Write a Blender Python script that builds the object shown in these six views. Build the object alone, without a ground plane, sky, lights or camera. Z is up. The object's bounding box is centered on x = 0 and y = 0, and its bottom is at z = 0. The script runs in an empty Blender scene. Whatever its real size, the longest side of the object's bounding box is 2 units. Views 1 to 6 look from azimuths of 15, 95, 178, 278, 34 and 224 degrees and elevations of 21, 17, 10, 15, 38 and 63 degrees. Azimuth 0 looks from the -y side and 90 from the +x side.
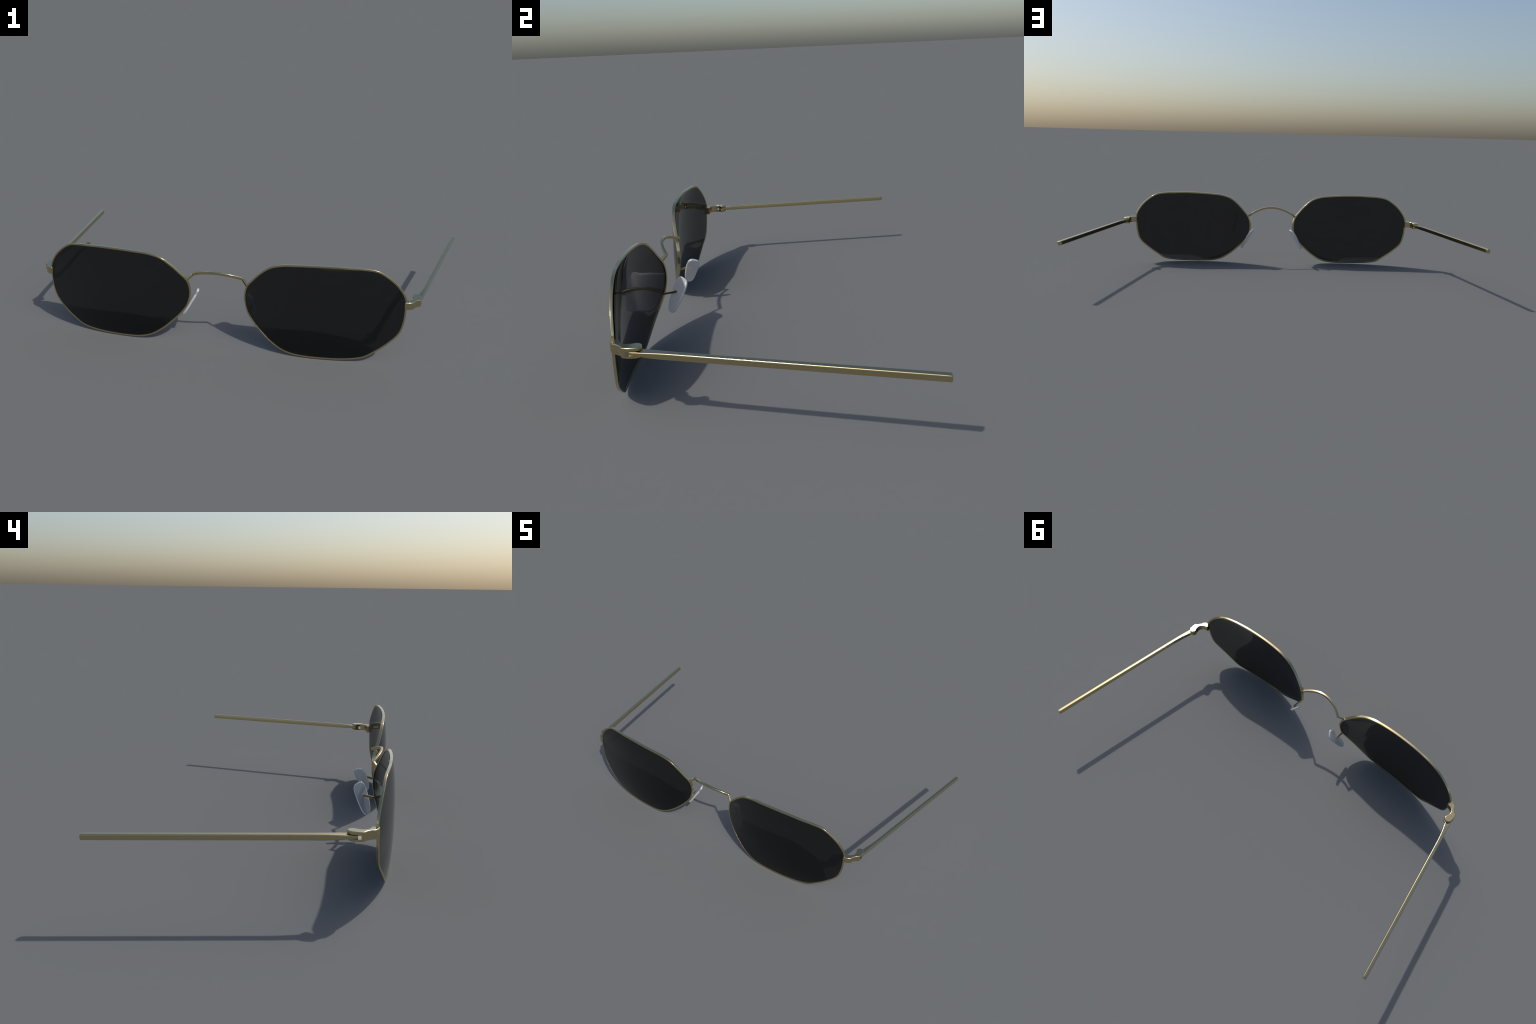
"""Rounded-octagon wire sunglasses: gold rims, dark lenses, clear nose pads, straight temples."""
import bpy, bmesh, math
import numpy as np
from mathutils import Vector

# ------------------------------------------------------------------ materials
def principled(name):
    m = bpy.data.materials.new(name)
    m.use_nodes = True
    return m, m.node_tree, m.node_tree.nodes["Principled BSDF"]

def make_gold():
    m, t, b = principled("pale_gold_metal")
    n = t.nodes
    co = n.new("ShaderNodeTexCoord")
    noise = n.new("ShaderNodeTexNoise"); noise.inputs["Scale"].default_value = 55.0
    noise.inputs["Detail"].default_value = 3.0
    ramp = n.new("ShaderNodeValToRGB")
    ramp.color_ramp.elements[0].position = 0.3
    ramp.color_ramp.elements[0].color = (GOLD[0]*.985, GOLD[1]*.985, GOLD[2]*.98, 1)
    ramp.color_ramp.elements[1].position = 0.7
    ramp.color_ramp.elements[1].color = (*GOLD, 1)
    t.links.new(co.outputs["Object"], noise.inputs["Vector"])
    t.links.new(noise.outputs["Fac"], ramp.inputs["Fac"])
    t.links.new(ramp.outputs["Color"], b.inputs["Base Color"])
    b.inputs["Metallic"].default_value = 1.0
    b.inputs["Roughness"].default_value = GOLD_ROUGH
    return m

def make_lens():
    m, t, b = principled("smoked_lens_glass")
    n = t.nodes
    co = n.new("ShaderNodeTexCoord")
    noise = n.new("ShaderNodeTexNoise"); noise.inputs["Scale"].default_value = 3.0
    ramp = n.new("ShaderNodeValToRGB")
    ramp.color_ramp.elements[0].color = (LENS[0]*.98, LENS[1]*.98, LENS[2]*.98, 1)
    ramp.color_ramp.elements[1].color = (*LENS, 1)
    t.links.new(co.outputs["Object"], noise.inputs["Vector"])
    t.links.new(noise.outputs["Fac"], ramp.inputs["Fac"])
    t.links.new(ramp.outputs["Color"], b.inputs["Base Color"])
    b.inputs["Transmission Weight"].default_value = 1.0
    b.inputs["Roughness"].default_value = 0.0
    b.inputs["IOR"].default_value = 1.45
    return m

def make_pad():
    m, t, b = principled("clear_silicone")
    n = t.nodes
    co = n.new("ShaderNodeTexCoord")
    noise = n.new("ShaderNodeTexNoise"); noise.inputs["Scale"].default_value = 12.0
    ramp = n.new("ShaderNodeValToRGB")
    ramp.color_ramp.elements[0].color = (PAD[0]*.985, PAD[1]*.985, PAD[2]*.985, 1)
    ramp.color_ramp.elements[1].color = (*PAD, 1)
    t.links.new(co.outputs["Object"], noise.inputs["Vector"])
    t.links.new(noise.outputs["Fac"], ramp.inputs["Fac"])
    t.links.new(ramp.outputs["Color"], b.inputs["Base Color"])
    b.inputs["Transmission Weight"].default_value = PAD_TRANS
    b.inputs["Roughness"].default_value = PAD_ROUGH
    b.inputs["Coat Weight"].default_value = 1.0
    b.inputs["Coat IOR"].default_value = 1.8
    b.inputs["Coat Roughness"].default_value = 0.18
    b.inputs["IOR"].default_value = 1.45
    return m

GOLD = (0.63, 0.525, 0.29); GOLD_ROUGH = 0.16
LENS = (0.043, 0.043, 0.0435)
PAD = (0.87, 0.875, 0.89); PAD_TRANS = 0.45; PAD_ROUGH = 0.08
M_GOLD, M_LENS, M_PAD = make_gold(), make_lens(), make_pad()

# ------------------------------------------------------------------ helpers
root = bpy.data.objects.new("sunglasses", None)
bpy.context.scene.collection.objects.link(root)
root["label"] = "gold wire sunglasses with dark octagonal lenses and clear pads"
root["category"] = "sunglasses"

def add_object(name, bm, material, parent=root, angle=None, weighted=False):
    bmesh.ops.recalc_face_normals(bm, faces=bm.faces)
    me = bpy.data.meshes.new(name)
    bm.to_mesh(me); bm.free()
    me.materials.append(material)
    me.shade_smooth()
    if angle is not None:
        me.set_sharp_from_angle(angle=math.radians(angle))
    ob = bpy.data.objects.new(name, me)
    bpy.context.scene.collection.objects.link(ob)
    ob.parent = parent
    if weighted:
        w = ob.modifiers.new("weighted", 'WEIGHTED_NORMAL')
        w.keep_sharp = True; w.weight = 100
    return ob

def mirrored(ob, parent=root):
    """A twin of a part on the other side of x = 0, with its own faces turned right way out."""
    bm = bmesh.new(); bm.from_mesh(ob.data)
    for v in bm.verts: v.co.x = -v.co.x
    bmesh.ops.reverse_faces(bm, faces=bm.faces)
    me = ob.data.copy()
    bm.to_mesh(me); bm.free()
    tw = bpy.data.objects.new(ob.name, me)
    bpy.context.scene.collection.objects.link(tw)
    tw.parent = parent
    for md in ob.modifiers:
        w = tw.modifiers.new(md.name, md.type)
        if md.type == 'WEIGHTED_NORMAL':
            w.keep_sharp = True; w.weight = md.weight
    return tw

def catmull_closed(c, m):
    c = np.asarray(c, float)
    t = np.linspace(0, 1, m, endpoint=False)[:, None]
    out = []
    n = len(c)
    for i in range(n):
        p0, p1, p2, p3 = c[i-1], c[i], c[(i+1) % n], c[(i+2) % n]
        out.append(.5*((2*p1)+(p2-p0)*t+(2*p0-5*p1+4*p2-p3)*t**2+(3*p1-p0-3*p2+p3)*t**3))
    return np.concatenate(out)

def rounded_rect(w, h, r, seg=2):
    """Section points (a, b) of a w x h rectangle with rounded corners of radius r."""
    pts = []
    for cx, cy, a0 in ((w/2-r, h/2-r, 0), (-w/2+r, h/2-r, 90), (-w/2+r, -h/2+r, 180), (w/2-r, -h/2+r, 270)):
        for k in range(seg+1):
            a = math.radians(a0+90*k/seg)
            pts.append((cx+r*math.cos(a), cy+r*math.sin(a)))
    return pts

def sweep(bm, centres, side, up, sections, closed=False):
    rings = []
    for c, s, u, sec in zip(centres, side, up, sections):
        rings.append([bm.verts.new(Vector(c)+Vector(s)*a+Vector(u)*b) for a, b in sec])
    n = len(rings); k = len(rings[0])
    for i in range(n if closed else n-1):
        A, B = rings[i], rings[(i+1) % n]
        for j in range(k):
            bm.faces.new((A[j], A[(j+1) % k], B[(j+1) % k], B[j]))
    if not closed:
        bm.faces.new(rings[0]); bm.faces.new(rings[-1])
    return rings

def unit(v):
    v = np.asarray(v, float)
    return v/np.linalg.norm(v, axis=-1, keepdims=True)

def prism(outline, z0, z1):
    """Upright prism over a plan outline."""
    bm = bmesh.new()
    lo = [bm.verts.new((x, y, z0)) for x, y in outline]
    hi = [bm.verts.new((x, y, z1)) for x, y in outline]
    n = len(outline)
    bm.faces.new(lo); bm.faces.new(hi)
    for i in range(n):
        bm.faces.new((lo[i], lo[(i+1) % n], hi[(i+1) % n], hi[i]))
    bmesh.ops.recalc_face_normals(bm, faces=bm.faces)
    return bm

# ------------------------------------------------------------------ the front: lens shape
# rim centre line in the frontal (x, z) plane, anticlockwise from the temple side
RIM = [(.7961,.2344),(.7939,.2846),(.7670,.3319),(.7278,.3704),(.6801,.3994),(.6242,.4084),(.5742,.4100),(.5249,.4118),
       (.4693,.4112),(.4104,.4092),(.3522,.4055),(.2962,.3998),(.2440,.3836),(.2021,.3530),(.1650,.3144),(.1341,.2741),
       (.1246,.2210),(.1366,.1664),(.1646,.1265),(.2034,.0885),(.2445,.0538),(.2950,.0232),(.3493,.0084),(.4079,.0048),
       (.4663,.0047),(.5245,.0063),(.5830,.0107),(.6399,.0220),(.6879,.0525),(.7338,.0886),(.7751,.1314),(.7913,.1807)]

def front_y(x, z):
    """Base sheet of the front: base curve across, gentle curve up and down."""
    X, Z = x-.42, z-.2
    return -.477 - .0146*X + .024*Z + .4801*X*X + .132*Z*Z - .002*X*Z

def rim_y(x, z):
    """The bow of the rim wire itself: flatter in the middle, turning back quickly beside the nose."""
    X, Z = x-.42, z-.2
    return (-.4859 - .02*X + .0197*Z + .3785*X*X + .3687*Z*Z - .0304*X*Z
            - .3247*X**3 + 1.9977*X**4 + .9651*X*Z*Z - .1035*X*X*Z + .0648*Z**3)

def front_normal(x, z):
    X, Z = x-.42, z-.2
    fx = -.0146 + .9602*X - .002*Z
    fz = .024 + .264*Z - .002*X
    return unit(np.stack([fx, -np.ones_like(fx), fz], -1))

RIM_W, RIM_R = .0074, .0012
def rim_depth(x):
    """The wire is deepest beside the nose and thins toward the temples."""
    return .0134 - .0051*np.clip((x-.12)/.68, 0, 1)
loop = catmull_closed(RIM, 8)
lx, lz = loop[:, 0], loop[:, 1]
P = np.stack([lx, rim_y(lx, lz), lz], 1)
Nn = front_normal(lx, lz)
Tn = unit(np.roll(P, -1, 0)-np.roll(P, 1, 0))
Bn = unit(np.cross(Tn, Nn))
bm = bmesh.new()
outward = np.sign(((loop-loop.mean(0))*Bn[:, [0, 2]]).sum(1)).mean()
Bn = Bn*outward
def rim_section(d):
    """Outer corners rounded, inner ones (against the glass) crisp; a outward, b forward."""
    h, r, q = RIM_W/2, RIM_R, .00015
    k = r*(1-math.sqrt(.5))
    return [(h, -d/2+r), (h, d/2-r), (h-k, d/2-k), (h-r, d/2), (-h+q, d/2), (-h, d/2-q),
            (-h, -d/2+q), (-h+q, -d/2), (h-r, -d/2), (h-k, -d/2+k)]
dep = rim_depth(lx)
centre = P + Bn*.0006 - Nn*(dep/2 - .0012)[:, None]
sweep(bm, centre, Bn, Nn, [rim_section(d) for d in dep], closed=True)
rim = add_object("rim", bm, M_GOLD, weighted=True, angle=60)
mirrored(rim)

# lens: a solid meniscus, edge seated inside the rim
def build_lens():
    bm = bmesh.new()
    n = len(lx)
    Bxz = unit(np.stack([Bn[:, 0], Bn[:, 2]], 1))
    edge = loop - Bxz*.0012
    lift = rim_y(lx, lz) - front_y(lx, lz)      # how far the wire leaves the base sheet
    c = np.array([.455, .208])
    fr = [1.0, .985, .95, .9, .82, .72, .6, .47, .33, .18]
    def sheet(off, dome0, dome1, fade):
        # the sheet stands forward of the rim: more on the nose side than on the temple side
        def dome(x, f):
            t = np.clip((x-.12)/.68, 0, 1)
            return (dome0 + (dome1-dome0)*t)*(1-f**2.6)
        rings = []
        for f in fr:
            q = c + (edge-c)*f
            nn = front_normal(q[:, 0], q[:, 1])
            p = np.stack([q[:, 0], front_y(q[:, 0], q[:, 1]), q[:, 1]], 1) - nn*(off(q[:, :1])-dome(q[:, :1], f))
            # the glass keeps its own smooth curve and meets the wire only near its edge
            p[:, 1] += lift*f**fade
            rings.append([bm.verts.new(v) for v in p])
        for A, B in zip(rings, rings[1:]):
            for j in range(n):
                bm.faces.new((A[j], A[(j+1) % n], B[(j+1) % n], B[j]))
        nn = front_normal(c[:1], c[1:])[0]
        p = np.array([c[0], front_y(c[0], c[1]), c[1]]) - nn*(off(c[0])-dome(c[0], 0.0))
        v = bm.verts.new(p)
        for j in range(n):
            bm.faces.new((rings[-1][j], rings[-1][(j+1) % n], v))
        return rings[0]
    a = sheet(lambda x: -.0009, .0124, -.0006, 6); b = sheet(lambda x: rim_depth(x)*.55+.0022, .0112, -.0002, 14)
    for j in range(n):
        bm.faces.new((a[j], a[(j+1) % n], b[(j+1) % n], b[j]))
    return add_object("lens", bm, M_LENS, angle=40)
mirrored(build_lens())

# ------------------------------------------------------------------ bridge
KINK = np.array([.1123, -.409, .3030]); SEAT = np.array([.1372, -.4290, .2815])
half = []
for x in np.linspace(0, .1090, 15):
    half.append((x, -.4455+2.85*x*x, .3325-2.35*x*x))
half.append(tuple(KINK))
for f in (.12, .55, 1.0):
    half.append(tuple(KINK+(SEAT-KINK)*f))
path = [(-x, y, z) for x, y, z in half[:0:-1]] + half
path = np.array(path)
T = unit(np.gradient(path, axis=0))
up = np.array([0, .04, 1.0])
U = unit(up - T*(T@up)[:, None])
S = unit(np.cross(T, U))
bm = bmesh.new()
sweep(bm, path, S, U, [rounded_rect(.0108, .0118, .0020, 4)]*len(path))
add_object("bridge", bm, M_GOLD, weighted=True, angle=50)

# ------------------------------------------------------------------ nose pads and their arms
pad_c = np.array([.1407, -.3781, .15475])
pad_n = unit([.7814, -.2990, .5477]); pad_u = unit([-.4890, .2516, .8352]); pad_w = unit([.3875, .9205, -.0504])
PAD_OUT = [(.071,-.002),(.063,-.0125),(.043,-.0190),(.012,-.0215),(-.026,-.0208),(-.053,-.0158),(-.067,-.0085),(-.0712,.005),
           (-.063,.0155),(-.045,.0225),(-.005,.0308),(.027,.0345),(.048,.0337),(.0605,.0262),(.068,.012)]
out = catmull_closed(PAD_OUT, 5)
ctr = out.mean(0)
PAD_T = .0108
bm = bmesh.new()
prof = [(0.0, 1.0)]
rings = []
r = PAD_T/2
def inset_ring(d, h):
    q = out - ctr
    L = np.linalg.norm(q, axis=1, keepdims=True)
    q = ctr + q*(1-d/L)
    p = pad_c + q[:, :1]*pad_u + q[:, 1:]*pad_w + pad_n*h
    return [bm.verts.new(v) for v in p]
for k in range(9):
    a = math.pi*k/8
    rings.append(inset_ring(r*(1-math.sin(a))*.8, r*math.cos(a)))
inner0 = inset_ring(.011, r); inner1 = inset_ring(.011, -r)
rings = [inner0]+rings+[inner1]
n = len(out)
for A, B in zip(rings, rings[1:]):
    for j in range(n):
        bm.faces.new((A[j], A[(j+1) % n], B[(j+1) % n], B[j]))
bm.faces.new(inner0); bm.faces.new(inner1)
pad = add_object("nose_pad", bm, M_PAD, weighted=True)
mirrored(pad)

arm = np.array([(.1430, -.4300, .1590), (.1440, -.4180, .1600), (.1444, -.4060, .1628), (.1450, -.3725, .1690)])
T = unit(np.gradient(arm, axis=0)); up = np.array([0, 0, 1.0])
U = unit(up - T*(T@up)[:, None]); S = unit(np.cross(T, U))
bm = bmesh.new()
sweep(bm, arm, S, U, [rounded_rect(.0085, .0085, .0014, 1)]*4)
pad_arm = add_object("pad_arm", bm, M_GOLD, angle=30)
mirrored(pad_arm)

# ------------------------------------------------------------------ end piece with hinge fork
PLAN = [(.7965,-.4185),(.8060,-.4170),(.8150,-.4140),(.8275,-.4050),(.8310,-.3935),(.8430,-.3775),(.8535,-.3715),(.8570,-.3530),(.8555,-.3335),
        (.8495,-.3215),(.8395,-.3170),(.8285,-.3195),(.8205,-.3290),(.8200,-.3390),(.8245,-.3480),(.8270,-.3620),
        (.8245,-.3755),(.8120,-.3880),(.7965,-.3925)]
Z0, Z1 = .2382, .2708
EDGE = .0036                   # rounding of the upper and lower borders
S0, S1 = .2462, .2600           # slot between the two prongs
SLOT_Y = -.3618                 # front wall of the slot
def bevel(bm, w, seg, min_angle):
    bm.edges.ensure_lookup_table()
    es = [e for e in bm.edges if len(e.link_faces) == 2 and e.calc_face_angle(0) > math.radians(min_angle)]
    bmesh.ops.bevel(bm, geom=es, offset=w, offset_type='OFFSET', segments=seg, affect='EDGES', profile=.5, clamp_overlap=True)

def end_piece():
    plan = np.array(PLAN)
    nxt, prv = np.roll(plan, -1, 0), np.roll(plan, 1, 0)
    e1, e0 = unit(nxt-plan), unit(plan-prv)
    inw = unit(np.stack([-(e1+e0)[:, 1], (e1+e0)[:, 0]], 1))
    c = EDGE
    body = bmesh.new()
    rings = []
    arc = [(c*(1-math.cos(math.radians(22.5*k))), c*(1-math.sin(math.radians(22.5*k)))) for k in range(5)]
    levels = [(d, Z0+h) for d, h in arc[::-1]] + [(d, Z1-h) for d, h in arc]
    for d, z in levels:
        q = plan + inw*d
        rings.append([body.verts.new((x, y, z)) for x, y in q])
    n = len(plan)
    for A, B in zip(rings, rings[1:]):
        for j in range(n):
            body.faces.new((A[j], A[(j+1) % n], B[(j+1) % n], B[j]))
    body.faces.new(rings[0]); body.faces.new(rings[-1])
    ob = add_object("end_piece", body, M_GOLD, angle=35, weighted=True)
    cut = prism([(.79, SLOT_Y), (.88, SLOT_Y), (.88, -.30), (.79, -.30)], S0, S1)
    me = bpy.data.meshes.new("slot_cutter"); cut.to_mesh(me); cut.free()
    co = bpy.data.objects.new("slot_cutter", me)
    bpy.context.scene.collection.objects.link(co)
    md = ob.modifiers.new("slot", 'BOOLEAN'); md.operation = 'DIFFERENCE'; md.solver = 'EXACT'; md.object = co
    ob.modifiers.remove(ob.modifiers["weighted"])
    dg = bpy.context.evaluated_depsgraph_get()
    new = bpy.data.meshes.new_from_object(ob.evaluated_get(dg))
    ob.modifiers.clear()
    old = ob.data; ob.data = new; bpy.data.meshes.remove(old)
    new.name = "end_piece"
    bpy.data.objects.remove(co); bpy.data.meshes.remove(me)
    new.shade_smooth(); new.set_sharp_from_angle(angle=math.radians(40))
    if not new.materials: new.materials.append(M_GOLD)
    w = ob.modifiers.new("weighted", 'WEIGHTED_NORMAL'); w.keep_sharp = True; w.weight = 100
    return ob
ep = end_piece()
ep2 = mirrored(ep)

# rim lock: thin tab where the end piece is soldered to the rim
bm = prism([(.7915,-.4178),(.7985,-.4178),(.7985,-.3945),(.7915,-.3945)], .2340, .2680)
bevel(bm, .0022, 2, 60)
lock = add_object("rim_lock", bm, M_GOLD, parent=ep, angle=35, weighted=True)
mirrored(lock, parent=ep2)

# hinge screw through the fork
bm = bmesh.new()
bmesh.ops.create_cone(bm, cap_ends=True, segments=24, radius1=.0045, radius2=.0045, depth=.0290)
for v in bm.verts: v.co += Vector((.8385, -.3345, .2543))
screw = add_object("hinge_screw", bm, M_GOLD, parent=ep, angle=35)
mirrored(screw, parent=ep2)

# ------------------------------------------------------------------ temples
def lerp_table(t, tab):
    xs, ys = zip(*tab)
    return np.interp(t, xs, ys)
Y_TIP = .4830
ys = np.array([-.3515, -.3480, -.3400, -.3300, -.3220, -.3140, -.3050, -.2950, -.2854, -.2740, -.2632, -.2500, -.2350, -.2150, -.10, .05, .20, .35, .4690, Y_TIP-.0035, Y_TIP-.0010, Y_TIP])
out_x = .8765 + (.9999-.8765)*(ys+.2241)/(.4800+.2241)
out_x = np.where(ys < -.325, np.minimum(out_x, .8572+(ys+.33)*.10), out_x)
in_x = lerp_table(ys, [(-.3515,.8330),(-.348,.8290),(-.340,.8250),(-.330,.8240),(-.322,.8290),(-.317,.8345),(-.305,.8382),(-.2854,.8437),(-.2632,.8503),(-.2241,.8594),(.4830,.9831)])
hh = lerp_table(ys, [(-.347,.0116),(-.325,.0122),(-.317,.0140),(-.30,.0172),(-.27,.0192),(-.24,.0204),(.49,.0204)])
zc = lerp_table(ys, [(-.347,.2519),(-.325,.2520),(-.30,.2517),(.49,.2513)])
secs, cen = [], []
for y, xo, xi, h, z in zip(ys, out_x, in_x, hh, zc):
    w = xo-xi; r = min(.0035, .25*h, .25*w)
    k = 0.0
    if y > Y_TIP-.0005: k = .0026
    elif y > Y_TIP-.002: k = .0012
    secs.append(rounded_rect(w-2*k, h-2*k, r, 4)); cen.append(((xo+xi)/2, y, z))
bm = bmesh.new()
d = unit([.172, 1, 0])
# past the hinge the flat wire is rolled a little so that its top leans outward
roll = np.radians(lerp_table(ys, [(-.33, 0), (-.295, 5.5), (.49, 5.5)]))
sweep(bm, cen, [(math.cos(a), 0, -math.sin(a)) for a in roll], [(math.sin(a), 0, math.cos(a)) for a in roll], secs)
# the tip is cut square to the temple, not to the y axis
for v in bm.verts:
    if v.co.y > .44:
        v.co.y -= .172*(v.co.x-.991)
temple = add_object("temple", bm, M_GOLD, angle=50, weighted=True)
mirrored(temple)
